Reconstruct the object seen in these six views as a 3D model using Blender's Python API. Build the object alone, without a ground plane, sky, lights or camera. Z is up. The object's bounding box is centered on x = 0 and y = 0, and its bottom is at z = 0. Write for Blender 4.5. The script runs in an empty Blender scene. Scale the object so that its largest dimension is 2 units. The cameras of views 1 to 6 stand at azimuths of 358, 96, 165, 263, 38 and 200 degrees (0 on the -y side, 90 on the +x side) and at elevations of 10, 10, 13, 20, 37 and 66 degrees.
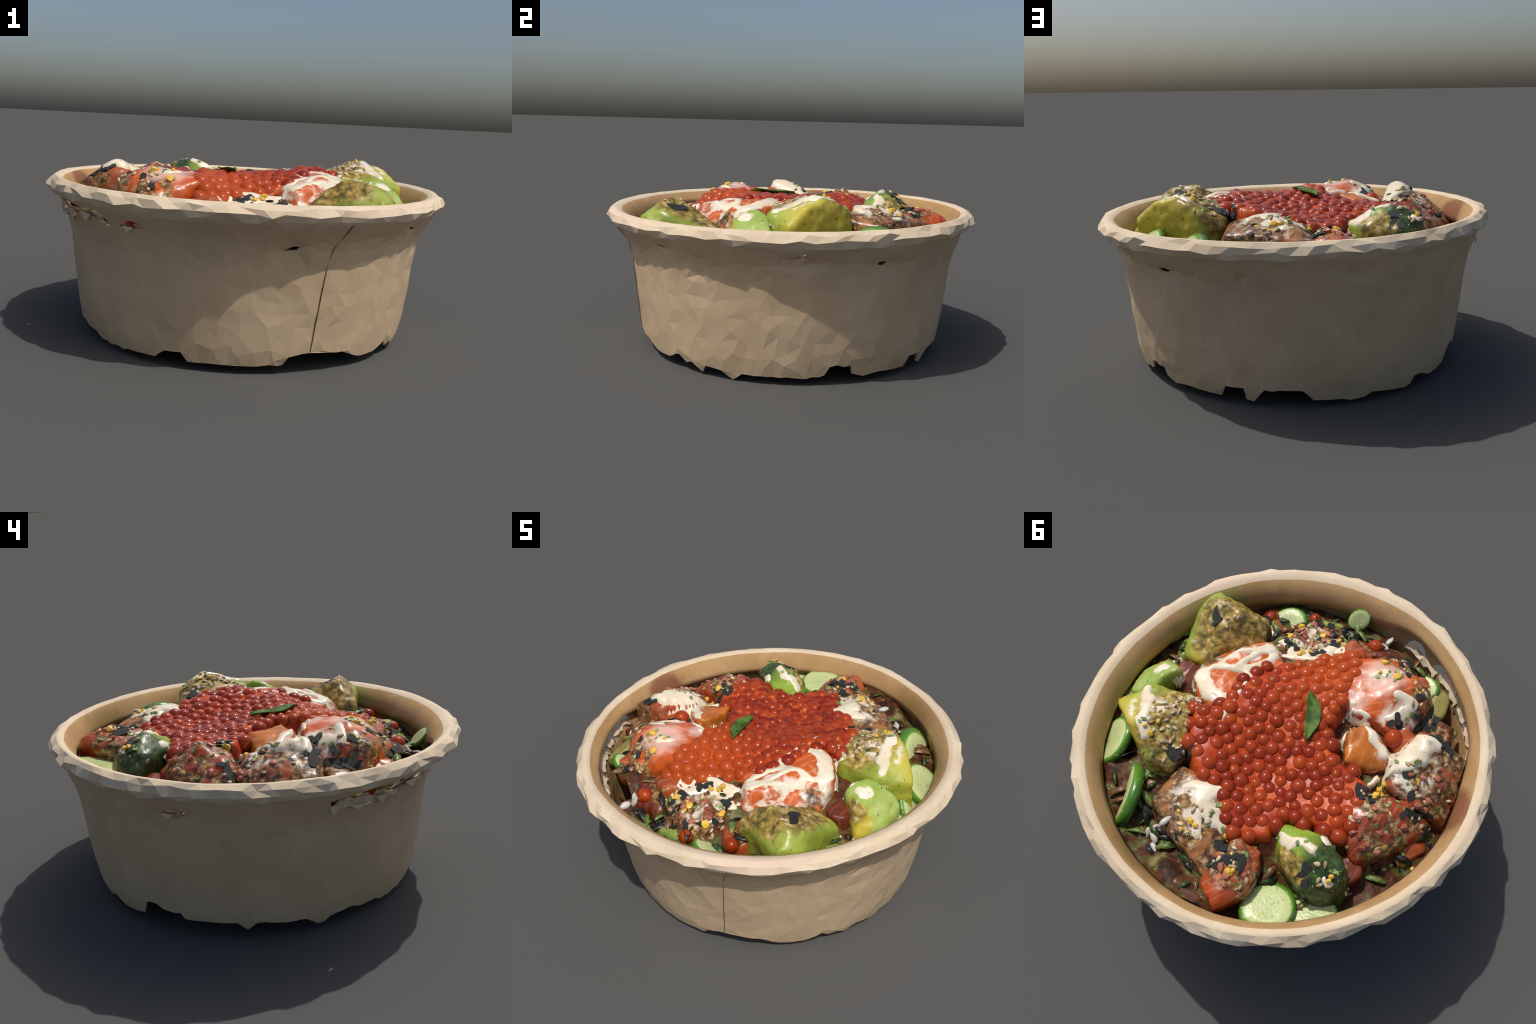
# Takeaway poke salad in a kraft paper bowl: salmon, avocado, cucumber, roe, creamy sauce.
import bpy, bmesh, math, random
import numpy as np
from mathutils import Vector, Matrix, noise
from mathutils.bvhtree import BVHTree
from mathutils.geometry import delaunay_2d_cdt

rng = random.Random(11)
SCN = bpy.context.scene


# ------------------------------------------------------------------ helpers
def link(obj, parent=None):
    SCN.collection.objects.link(obj)
    if parent is not None:
        obj.parent = parent
    return obj


def mesh_obj(name, verts, faces, mat=None, parent=None, smooth=False):
    me = bpy.data.meshes.new(name)
    me.from_pydata([tuple(v) for v in verts], [], faces)
    me.validate()
    me.update()
    if smooth:
        me.polygons.foreach_set("use_smooth", [True] * len(me.polygons))
    if mat is not None:
        me.materials.append(mat)
    return link(bpy.data.objects.new(name, me), parent)


def apply_modifiers(obj):
    deps = bpy.context.evaluated_depsgraph_get()
    me = bpy.data.meshes.new_from_object(obj.evaluated_get(deps))
    old = obj.data
    obj.modifiers.clear()
    obj.data = me
    me.name = old.name
    bpy.data.meshes.remove(old)


def smoothstep(a, b, x):
    t = min(1.0, max(0.0, (x - a) / (b - a)))
    return t * t * (3 - 2 * t)


def fractal(p, scale, seed=0.0, octaves=3):
    q = Vector(p) * scale + Vector((seed * 7.31, seed * 3.17, seed * 5.73))
    return noise.fractal(q, 0.9, 2.0, octaves)


# ------------------------------------------------------------------ materials
class Nodes:
    """Small builder for node materials, on Object coordinates (= world metres)."""

    def __init__(self, name):
        self.mat = bpy.data.materials.new(name)
        self.mat.use_nodes = True
        self.t = self.mat.node_tree
        self.t.nodes.clear()
        self.out = self.t.nodes.new("ShaderNodeOutputMaterial")
        self.b = self.t.nodes.new("ShaderNodeBsdfPrincipled")
        self.t.links.new(self.b.outputs[0], self.out.inputs[0])
        self.coord = self.t.nodes.new("ShaderNodeTexCoord").outputs["Object"]

    def n(self, kind, **kw):
        node = self.t.nodes.new(kind)
        for k, v in kw.items():
            setattr(node, k, v)
        return node

    def set(self, sock, value):
        if hasattr(value, "is_output"):
            self.t.links.new(value, sock)
        elif isinstance(value, (tuple, list)) and sock.type == "RGBA" and len(value) == 3:
            sock.default_value = (*value, 1)
        else:
            sock.default_value = value

    def stretch(self, scale, rot=(0, 0, 0), loc=(0, 0, 0)):
        m = self.n("ShaderNodeMapping")
        self.set(m.inputs[0], self.coord)
        m.inputs["Location"].default_value = loc
        m.inputs["Rotation"].default_value = rot
        m.inputs["Scale"].default_value = scale
        return m.outputs[0]

    def noise(self, scale, detail=3.0, rough=0.55, vec=None, distort=0.0):
        t = self.n("ShaderNodeTexNoise")
        self.set(t.inputs["Vector"], vec if vec is not None else self.coord)
        t.inputs["Scale"].default_value = scale
        t.inputs["Detail"].default_value = detail
        t.inputs["Roughness"].default_value = rough
        t.inputs["Distortion"].default_value = distort
        return t.outputs["Fac"]

    def voronoi(self, scale, feature="F1", vec=None, out="Distance"):
        t = self.n("ShaderNodeTexVoronoi", feature=feature)
        self.set(t.inputs["Vector"], vec if vec is not None else self.coord)
        t.inputs["Scale"].default_value = scale
        return t.outputs[out]

    def math(self, op, a, b=0.0):
        m = self.n("ShaderNodeMath", operation=op)
        self.set(m.inputs[0], a)
        self.set(m.inputs[1], b)
        return m.outputs[0]

    def step(self, x, lo, hi, a=0.0, b=1.0):
        m = self.n("ShaderNodeMapRange", interpolation_type="SMOOTHSTEP")
        for i, v in enumerate((x, lo, hi, a, b)):
            self.set(m.inputs[i], v)
        return m.outputs[0]

    def ramp(self, x, stops):
        r = self.n("ShaderNodeValToRGB")
        self.set(r.inputs[0], x)
        e = r.color_ramp.elements
        while len(e) < len(stops):
            e.new(0.5)
        for el, (p, c) in zip(e, stops):
            el.position = p
            el.color = (*c, 1)
        return r.outputs[0]

    def mix(self, fac, a, b):
        m = self.n("ShaderNodeMix", data_type="RGBA")
        self.set(m.inputs["Factor"], fac)
        self.set(m.inputs[6], a)
        self.set(m.inputs[7], b)
        return m.outputs[2]

    def ball(self, centre, radius, soft=0.5, rag=0.3, scale=14):
        """1 inside a ragged ball around centre, 0 outside."""
        d = self.n("ShaderNodeVectorMath", operation="DISTANCE")
        self.set(d.inputs[0], self.coord)
        d.inputs[1].default_value = centre
        x = self.math("DIVIDE", d.outputs["Value"], radius)
        x = self.math("ADD", x, self.math("MULTIPLY", self.math("SUBTRACT", self.noise(scale, 3), 0.5), 2 * rag))
        return self.step(x, 1.0 - soft * 0.5, 1.0 + soft * 0.5, 1.0, 0.0)

    def many(self, masks):
        m = masks[0]
        for k in masks[1:]:
            m = self.math("MAXIMUM", m, k)
        return m

    def finish(self, color, rough=0.5, bump=None, bump_strength=0.3, bump_dist=0.01, **kw):
        self.set(self.b.inputs["Base Color"], color)
        self.set(self.b.inputs["Roughness"], rough)
        for k, v in kw.items():
            self.set(self.b.inputs[k.replace("_", " ")], v)
        if bump is not None:
            bn = self.n("ShaderNodeBump")
            bn.inputs["Strength"].default_value = bump_strength
            bn.inputs["Distance"].default_value = bump_dist
            self.set(bn.inputs["Height"], bump)
            self.t.links.new(bn.outputs[0], self.b.inputs["Normal"])
        return self.mat


def paper_material(name, light, dark, stain=None, stain_amount=0.0, spots=()):
    m = Nodes(name)
    fibre = m.noise(60, 4, 0.65, vec=m.stretch((1, 1, 0.22)))
    cloud = m.noise(4.5, 3, 0.5)
    c = m.mix(m.step(cloud, 0.3, 0.7), dark, light)
    c = m.mix(m.step(fibre, 0.35, 0.75, 0.0, 0.22), c, tuple(0.72 * v for v in dark))
    if stain:
        c = m.mix(m.step(m.noise(3.2, 4, 0.6), 0.5, 0.72, 0.0, stain_amount), c, stain)
    for q, colour, amount in spots:
        c = m.mix(m.math("MULTIPLY", m.ball(*q), amount), c, colour)
    return m.finish(c, 0.78, bump=fibre, bump_strength=0.12, bump_dist=0.004, Specular_IOR_Level=0.25)


def speckled(m, base, layers):
    """Fine seasoning below the size of built pieces: (scale, threshold, colour[, mask])."""
    for lay in layers:
        scale, thr, colour = lay[:3]
        f = m.step(m.noise(scale, 2.5, 0.5, vec=m.stretch((1, 1, 1), loc=(scale * 0.37, scale * 0.11, 3.3))), thr, thr + 0.05)
        if len(lay) > 3:
            f = m.math("MULTIPLY", f, lay[3])
        base = m.mix(f, base, colour)
    return base


CREAM = (0.86, 0.80, 0.66)
BLACK = (0.014, 0.017, 0.018)
TAN = (0.50, 0.36, 0.20)


def milky(m, c, films):
    """Thin streaky film of sauce with soft edges."""
    for q in films:
        k = m.math("MULTIPLY", m.ball(*q), m.step(m.noise(13, 3, 0.5, vec=m.stretch((1, 1, 1), rot=(0, 0, .7), loc=(q[0][0] * 9, 1, 2)), distort=0.8), 0.47, 0.60))
        c = m.mix(m.math("MULTIPLY", k, 0.8), c, CREAM)
    return c


def salmon_material(name, flesh, fat, crust_masks, angle=0.6, crust_seed=0.0, cream_masks=(), films=()):
    m = Nodes(name)
    w = m.n("ShaderNodeTexWave", wave_type="BANDS")
    m.set(w.inputs["Vector"], m.stretch((1, 1, 1), rot=(0.3, 0.2, angle)))
    w.inputs["Scale"].default_value = 7.5
    w.inputs["Distortion"].default_value = 3.5
    w.inputs["Detail"].default_value = 2.0
    c = m.mix(m.step(m.noise(7, 3), 0.35, 0.7), flesh, tuple(0.62 * v for v in flesh))
    c = m.mix(m.step(w.outputs["Fac"], 0.74, 1.0, 0.0, 0.30), c, fat)
    if crust_masks:
        k = m.many([m.ball(*q) for q in crust_masks])
        k = m.math("MULTIPLY", k, m.step(m.noise(16, 4, vec=m.stretch((1, 1, 1), loc=(crust_seed, 2, 1))), 0.36, 0.52))
        g = m.ramp(m.noise(38, 3, 0.6), [(0.28, (0.016, 0.016, 0.010)), (0.40, (0.080, 0.035, 0.014)), (0.50, (0.19, 0.085, 0.032)), (0.60, (0.38, 0.25, 0.11)), (0.74, (0.66, 0.56, 0.34))])
        c = m.mix(k, c, g)
        c = speckled(m, c, [(30, 0.63, (0.10, 0.13, 0.03), k), (24, 0.66, (0.75, 0.46, 0.05), k), (27, 0.64, BLACK, k)])
    for q in cream_masks:
        c = m.mix(m.math("MULTIPLY", m.ball(*q), 0.6), c, (0.88, 0.66, 0.56))
    c = milky(m, c, films)
    return m.finish(c, 0.32, bump=m.noise(45, 3), bump_strength=0.25, bump_dist=0.008, Specular_IOR_Level=0.4, Coat_Weight=0.2, Coat_Roughness=0.10,
                    Subsurface_Weight=0.12, Subsurface_Radius=(0.05, 0.012, 0.006), Subsurface_Scale=0.3)


def avocado_material(name, flesh, pale, yellow_masks, crust_masks, rind_masks=(), cream_masks=(), films=()):
    m = Nodes(name)
    c = m.mix(m.step(m.noise(6, 3), 0.35, 0.68), flesh, pale)
    for q in yellow_masks:
        c = m.mix(m.ball(*q), c, (0.58, 0.47, 0.055))
    if rind_masks:
        k = m.many([m.ball(*q) for q in rind_masks])
        g = m.ramp(m.noise(30, 3), [(0.3, (0.020, 0.035, 0.012)), (0.55, (0.045, 0.085, 0.020)), (0.72, (0.12, 0.17, 0.05))])
        c = m.mix(k, c, g)
    for q in cream_masks:
        c = m.mix(m.ball(*q), c, CREAM)
    c = speckled(m, c, [(48, 0.66, (0.16, 0.20, 0.03)), (70, 0.69, (0.62, 0.62, 0.30))])
    if crust_masks:
        k = m.many([m.ball(*q) for q in crust_masks])
        g = m.ramp(m.noise(30, 4, 0.62), [(0.26, (0.030, 0.028, 0.016)), (0.40, (0.13, 0.10, 0.025)), (0.50, (0.31, 0.20, 0.035)), (0.60, (0.46, 0.33, 0.09)), (0.74, (0.70, 0.62, 0.40))])
        c = m.mix(k, c, g)
    c = milky(m, c, films)
    return m.finish(c, 0.36, bump=m.noise(40, 3), bump_strength=0.2, bump_dist=0.008, Specular_IOR_Level=0.4, Coat_Weight=0.12, Coat_Roughness=0.2)


def plain_material(name, a, b, scale=30, rough=0.4, coat=0.2, bump=0.2):
    m = Nodes(name)
    f = m.noise(scale, 3)
    return m.finish(m.mix(m.step(f, 0.35, 0.65), a, b), rough, bump=f, bump_strength=bump, bump_dist=0.006, Coat_Weight=coat)


MAT_WALL = paper_material("kraft_paper_outside", (0.61, 0.455, 0.290), (0.54, 0.395, 0.245))
MAT_INSIDE = paper_material("kraft_paper_inside", (0.53, 0.33, 0.155), (0.42, 0.25, 0.105), (0.25, 0.16, 0.06), 0.5,
                            [(((-.86, .12, .66), .12, .8, .4), (0.16, 0.035, 0.018), 0.75), (((.62, -.66, .66), .16, .9, .3), (0.24, 0.24, 0.06), 0.7), (((.45, .78, .58), .16, .9, .4), (0.22, 0.14, 0.04), 0.6)])
MAT_RIM = paper_material("kraft_paper_rim", (0.75, 0.615, 0.44), (0.66, 0.52, 0.355), None, 0,
                         [(((.55, -.78, .72), .22, .9, .3), (0.76, 0.58, 0.45), 0.5)])
MAT_SEAM = plain_material("paper_seam_edge", (0.20, 0.14, 0.085), (0.14, 0.10, 0.06), 40, 0.8, 0.0)


# ------------------------------------------------------------------ top-level thing
ROOT = link(bpy.data.objects.new("poke_bowl", None))
ROOT["label"] = "kraft paper takeaway bowl of salmon, avocado and roe salad"
ROOT["category"] = "poke bowl"


# ------------------------------------------------------------------ paper bowl
def rim_top(az):
    return 0.750 + 0.014 * math.cos(az - math.radians(140))


WALL = [(0.00, 0.790), (0.04, 0.804), (0.075, 0.815), (0.11, 0.822), (0.25, 0.840), (0.40, 0.856),
        (0.50, 0.866), (0.56, 0.884), (0.60, 0.902), (0.64, 0.923), (0.685, 0.946)]


def wall_radius(z):
    return float(np.interp(z, [p[0] for p in WALL], [p[1] for p in WALL]))


def wall_centre(z):
    return 0.031 - 0.019 * smoothstep(0.58, 0.68, z)


def wall_shift(z):
    return -0.006 * (1 - smoothstep(0.55, 0.70, z))


# ragged lower edge where the scan breaks off: (azimuth in degrees, height of the paper edge)
EDGE = [(-180, .080), (-172, .078), (-168, .035), (-164, .065), (-158, .08), (-153, .062), (-146, .06), (-142, .035), (-125, .035),
        (-118, .035), (-114, .075), (-109, .078), (-107, .036), (-86, .036), (-78, .042), (-76.5, .08), (-72, .092), (-58, .082),
        (-49, .039), (-42, .041), (-36, .074), (-33, .038), (-30, .055), (-26, .01), (-24, .05), (-18, .043), (-14, .0), (-10.5, .038),
        (15, .04), (17, .05), (18.5, .093), (26, .092), (26.6, .05), (31, .03), (37, .042), (50, .03), (52, .085), (58, .085),
        (58.6, .03), (61, .022), (64.5, .085), (76, .085), (79.5, .035), (96, .026), (98.6, .045), (112, .022), (114.3, .03),
        (115.5, .07), (119, .068), (124, .040), (130, .042), (134.4, .055), (137, .13), (141, .135), (143.5, .115), (149.4, .115),
        (150.5, .085), (165, .088), (167, .09), (170, .05), (173, .088), (180, .080)]


def edge_height(az_deg):
    return float(np.interp(az_deg, [e[0] for e in EDGE], [e[1] for e in EDGE]))


# openings torn in the paper under the rim: outlines as (azimuth, height)
TEARS = [[(-168, .632), (-160, .650), (-152, .662), (-144, .664), (-137, .655), (-133, .635), (-129.5, .595), (-131, .583), (-135, .602), (-138, .612), (-141, .605), (-145, .600), (-149, .594),
          (-153, .572), (-158, .574), (-163, .586), (-166, .590)],
         [(-127, .588), (-124.5, .618), (-122.5, .628), (-120, .622), (-118, .598), (-121, .594), (-123, .584)],
         [(149, .598), (150.5, .618), (153, .612), (153, .596), (151, .592)], [(154, .61), (155.5, .618), (157, .605), (155.5, .590)],
         [(31.5, .592), (34, .592), (35.5, .580), (34, .572), (32, .574)], [(4, .618), (8, .634), (10.5, .642), (9.5, .626)],
         [(-39.5, .637), (-36, .630), (-33.5, .615), (-37, .620)],
         [(-81, .548), (-78, .570), (-76.2, .567), (-77.2, .552)]]
# dents pressed into the paper: az, z, half width, half height, depth
DENTS = [(-79, .56, 4, .035, .018), (10, .602, 9, .036, .036), (37, .575, 9, .038, .038), (60, .588, 2, .015, .014), (91, .607, 4, .03, .030), (-36, .62, 6, .03, .018), (152, .59, 5, .03, .014)]


def dent(az, z):
    d = 0.0
    for a, zz, wa, wz, depth in DENTS:
        da = (math.degrees(az) - a + 180) % 360 - 180
        d += depth * math.exp(-(da / wa) ** 2 - ((z - zz) / wz) ** 2)
    return d


def point_in(poly, x, y):
    inside = False
    for (x1, y1), (x2, y2) in zip(poly, poly[1:] + poly[:1]):
        if (y1 > y) != (y2 > y) and x < (x2 - x1) * (y - y1) / (y2 - y1) + x1:
            inside = not inside
    return inside


def build_wall():
    """Crumpled sheet: irregular triangles on the unrolled wall, wrapped round the profile."""
    r0 = random.Random(3)
    k = math.radians(1) * 0.86                        # degrees -> metres along the wall
    pts, edges = [], []

    def run(line, closed=False):
        base = len(pts)
        pts.extend(line)
        n = len(line)
        edges.extend((base + i, base + (i + 1) % n) for i in range(n if closed else n - 1))

    low = []
    for (a, z), (b, w) in zip(EDGE[:-1], EDGE[1:]):
        n = max(1, round((b - a) / 2.2))
        low += [(a + (b - a) * t / n, z + (w - z) * t / n + (max(-z * .5, r0.choice((-.010, -.003, 0, .003, .006, .012)) * r0.random()) if t else 0)) for t in range(n)]
    low.append(EDGE[-1])
    run(low)
    side = [.12, .20, .28, .36, .44, .51, .56, .61, .65]
    run([(-180, EDGE[0][1])] + [(-180, z) for z in side] + [(-180, .685)])
    run([(180, EDGE[0][1])] + [(180, z) for z in side] + [(180, .685)])
    run([(-180 + 360 * i / 110, .685) for i in range(111)])
    for t in TEARS:
        run(t, True)
    taken = list(pts)
    for _ in range(9000):
        a, z = r0.uniform(-178.5, 178.5), r0.uniform(.03, .675)
        gap = 0.030 if z > .54 else (r0.choice((0.050, 0.068, 0.080)) if math.cos(math.radians(a + 15)) > -.2 else 0.055)
        if z < edge_height(a) + 0.02:
            continue
        if all((abs(a - b) * k) ** 2 + (z - w) ** 2 > gap ** 2 for b, w in taken[len(low):] if abs(a - b) < 7) and all((abs(a - b) * k) ** 2 + (z - w) ** 2 > 0.0006 for b, w in low if abs(a - b) < 5):
            taken.append((a, z))
            pts.append((a, z))
    out = delaunay_2d_cdt([Vector((a * k, z)) for a, z in pts], edges, [], 0, 1e-5)
    verts, flat = [], []
    for v in out[0]:
        a, z = v.x / k, v.y
        flat.append((a, z))
        az = math.radians(a)
        ra = random.Random(int(round((a % 360) * 50)) * 7919 + int(round(z * 2000)))
        crumple = 0.0010 + 0.0026 * (0.5 + 0.5 * math.cos(az - math.radians(-15))) ** 1.5 * smoothstep(0.66, 0.42, z)
        r = wall_radius(z) + ra.uniform(-1, 1) * crumple - dent(az, z)
        zt = z + (rim_top(az) - 0.747) * smoothstep(0.35, 0.68, z)
        verts.append((wall_shift(z) + r * math.cos(az), wall_centre(z) + r * math.sin(az), zt))
    faces = []
    for f in out[2]:
        ca, cz = sum(flat[i][0] for i in f) / 3, sum(flat[i][1] for i in f) / 3
        if cz < edge_height(ca) - 0.001 or cz > .685 or any(point_in(t, ca, cz) for t in TEARS):
            continue
        faces.append(f)
    ob = mesh_obj("bowl_wall", verts, faces, MAT_WALL)
    bm = bmesh.new()
    bm.from_mesh(ob.data)
    bmesh.ops.remove_doubles(bm, verts=bm.verts, dist=2e-4)
    for v in [v for v in bm.verts if not v.link_faces]:
        bm.verts.remove(v)
    bm.normal_update()
    for f in bm.faces:
        c = f.calc_center_median()
        if f.normal.x * c.x + f.normal.y * c.y < 0:
            f.normal_flip()
    bm.to_mesh(ob.data)
    bm.free()
    ob.data.materials.append(MAT_INSIDE)
    ob.data.materials.append(MAT_WALL)
    s = ob.modifiers.new("thickness", "SOLIDIFY")
    s.thickness = 0.010
    s.offset = -1
    s.material_offset = 1
    s.material_offset_rim = 2
    apply_modifiers(ob)
    return ob


RIM_Y = 0.008


def build_rim():
    seg = 88
    prof = [(.846, -.118), (.856, -.085), (.870, -.055), (.888, -.030), (.908, -.011), (.930, -.001), (.948, .0), (.970, -.016),
            (.982, -.042), (.963, -.068), (.930, -.088), (.890, -.105)]
    r0 = random.Random(8)
    verts, faces = [], []
    n = len(prof)
    for j in range(seg):
        a0 = 2 * math.pi * j / seg
        for k, (r, dz) in enumerate(prof):
            outer = 6 < k < 10
            az = a0 + (math.pi / seg if k % 2 else 0) + r0.uniform(-.3, .3) * 2 * math.pi / seg * (1.0 if outer else 0.3)
            jit = 0.0100 if outer else 0.0016
            torn = smoothstep(.80, .95, math.cos(az - math.radians(-141)))
            rr = r + (0.034 * torn * smoothstep(.93, .86, r)) + r0.uniform(-1, 1) * jit + 0.008 * math.sin(2 * az - 0.6) + 0.004 * math.sin(5 * az) - 0.014 * max(0.0, math.cos(az + math.radians(42))) ** 6
            dz *= 1 - 0.42 * torn * smoothstep(.90, .86, r) * (k < 4)
            zz = rim_top(az) + dz + r0.uniform(-1, 1) * jit * 0.8
            if min(abs(math.degrees(az) - 114), abs(math.degrees(az) - 266)) < 2.4 and k == 8:
                rr += 0.014
            verts.append((rr * math.cos(az), RIM_Y + 0.016 * smoothstep(.94, .87, r) + rr * math.sin(az), zz))
    for j in range(seg):
        m = (j + 1) % seg
        for k in range(n):
            q = (k + 1) % n
            a, b, c, d = j * n + k, j * n + q, m * n + q, m * n + k
            faces += [(a, b, d), (b, c, d)] if k % 2 == 0 and q else [(a, b, c), (a, c, d)]
    ob = mesh_obj("bowl_rim", verts, faces, MAT_RIM)
    ob.data.materials.append(MAT_INSIDE)
    bm = bmesh.new()
    bm.from_mesh(ob.data)
    bmesh.ops.recalc_face_normals(bm, faces=bm.faces)
    bm.to_mesh(ob.data)
    bm.free()
    for p in ob.data.polygons:
        ring = [v % n for v in p.vertices]
        if max(ring) <= 4:
            p.material_index = 1
        if max(ring) <= 6:
            p.use_smooth = True
    return ob


PAPER = link(bpy.data.objects.new("paper_bowl", None), ROOT)
wall = build_wall()
wall.parent = PAPER
rim = build_rim()
rim.parent = PAPER


def build_added_floor():  # added base disc, unseen; the scanned bowl is open underneath
    seg = 72
    verts, faces = [], []
    for z in (0.20, 0.185):
        verts.append((0, 0.032, z))
        for j in range(seg):
            a = 2 * math.pi * j / seg
            verts.append((0.80 * math.cos(a), 0.032 + 0.80 * math.sin(a), z))
    for j in range(seg):
        k = (j + 1) % seg
        faces += [(0, 1 + j, 1 + k), (seg + 1, seg + 2 + k, seg + 2 + j), (1 + j, seg + 2 + j, seg + 2 + k, 1 + k)]
    return mesh_obj("added_floor", verts, faces, MAT_INSIDE, PAPER)


build_added_floor()


def build_seam():
    path = [(-64.2, .672), (-64.8, .635), (-65.8, .60), (-66.8, .565), (-67.6, .50), (-68.2, .40), (-68.9, .28), (-69.4, .18), (-69.8, .10)]
    pts = []
    for i in range(len(path) - 1):
        for t in (0, .5):
            a = path[i][0] * (1 - t) + path[i + 1][0] * t
            z = path[i][1] * (1 - t) + path[i + 1][1] * t
            pts.append((a, z))
    pts.append(path[-1])
    verts, faces = [], []
    for a, z in pts:
        for da, dr in ((-.10, -.004), (-.07, .0045), (.07, .0045), (.10, -.004)):
            az = math.radians(a + da)
            r = wall_radius(z) + dr - dent(az, z)
            zt = z + (rim_top(az) - 0.747) * smoothstep(0.35, 0.68, z)
            verts.append((wall_shift(z) + r * math.cos(az), wall_centre(z) + r * math.sin(az), zt))
    for i in range(len(pts) - 1):
        for k in range(3):
            faces.append((i * 4 + k, i * 4 + k + 1, i * 4 + 5 + k, i * 4 + 4 + k))
    return mesh_obj("paper_seam", verts, faces, MAT_SEAM, PAPER)


build_seam()


def build_flaps():
    """Crumpled ribbons of torn paper standing in the slots, with points bent outward."""
    r0 = random.Random(21)
    verts, faces = [], []
    for a0, a1, zlo, zhi in ((-167, -134, .575, .626), (-133, -118, .565, .604), (149, 157, .585, .606)):
        n = int((a1 - a0) / 1.7)
        base = len(verts)
        for i in range(n + 1):
            a = a0 + (a1 - a0) * i / n
            for t, inward in ((0, -.003), (.5, .016), (1, .006)):
                z = zlo + (zhi - zlo) * t + (r0.uniform(-.014, .012) if t else 0)
                az = math.radians(a + r0.uniform(-.5, .5))
                r = wall_radius(z) - inward - r0.uniform(0, .016)
                zt = z + (rim_top(az) - .747)
                for off in (.0, -.003):
                    verts.append((wall_shift(z) + (r + off) * math.cos(az), wall_centre(z) + (r + off) * math.sin(az), zt))
        for i in range(n):
            for k in range(2):
                p, q = base + i * 6 + k * 2, base + (i + 1) * 6 + k * 2
                if r0.random() < .12 and k:
                    continue
                faces += [(p, q, q + 2), (p, q + 2, p + 2), (p + 1, q + 3, q + 1), (p + 1, p + 3, q + 3)]
    for a, z, h, w in [(-166, .597, .034, 1.6), (-158.5, .582, .012, 3.0), (-151, .592, .030, 2.2), (-148, .598, .010, 2.6), (-140, .612, .022, 2.8), (-123, .586, .012, 1.8), (151.5, .594, .014, 1.6)]:
        b = len(verts)
        z += rim_top(math.radians(a)) - .747
        for da, dz, dr in ((-w, .012, .0), (w, .010 + r0.uniform(-.006, .006), .002), (r0.uniform(-.6, .8), -h, .012 + r0.uniform(-.004, .006))):
            az = math.radians(a + da)
            for off in (.003, -.004):
                r = wall_radius(z + dz) + dr + off
                verts.append((wall_shift(z) + r * math.cos(az), wall_centre(z) + r * math.sin(az), z + dz))
        faces += [(b, b + 2, b + 4), (b + 1, b + 5, b + 3), (b, b + 1, b + 3, b + 2), (b + 2, b + 3, b + 5, b + 4), (b + 4, b + 5, b + 1, b)]
    ob = mesh_obj("torn_paper_flaps", verts, faces, MAT_RIM, PAPER)
    ob["kind"] = "stuff"


build_flaps()

# ------------------------------------------------------------------ bed of dressed greens under the toppings
SURFACES = []          # (verts, faces) used for draping and scattering


def remember(ob):
    me = ob.data
    me.calc_loop_triangles()
    SURFACES.append(([tuple(v.co) for v in me.vertices], [tuple(t.vertices) for t in me.loop_triangles]))


def keep_inside(me, matrix=None, margin=0.022):
    """Food stays inside the paper: push vertices in to the inner face of the wall."""
    inv = matrix.inverted() if matrix else None
    for v in me.vertices:
        p = matrix @ v.co if matrix else v.co.copy()
        cy, cx = wall_centre(p.z), wall_shift(p.z)
        lim = min(wall_radius(p.z), 0.895) - margin
        d = math.hypot(p.x - cx, p.y - cy)
        if d > lim:
            p.x = cx + (p.x - cx) * lim / d
            p.y = cy + (p.y - cy) * lim / d
            v.co = inv @ p if inv else p


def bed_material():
    m = Nodes("shaded_greens")  # dark tones paint the gaps' shade in, along with nori and sauce colours
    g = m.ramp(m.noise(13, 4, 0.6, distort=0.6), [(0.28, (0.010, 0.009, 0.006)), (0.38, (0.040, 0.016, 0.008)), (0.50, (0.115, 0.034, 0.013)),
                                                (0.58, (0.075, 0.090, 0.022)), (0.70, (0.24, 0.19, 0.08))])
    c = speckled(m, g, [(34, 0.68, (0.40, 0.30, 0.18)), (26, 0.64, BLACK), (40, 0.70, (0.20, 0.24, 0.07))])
    return m.finish(c, 0.5, bump=m.noise(30, 4), bump_strength=0.5, bump_dist=0.015, Specular_IOR_Level=0.15)


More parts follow.
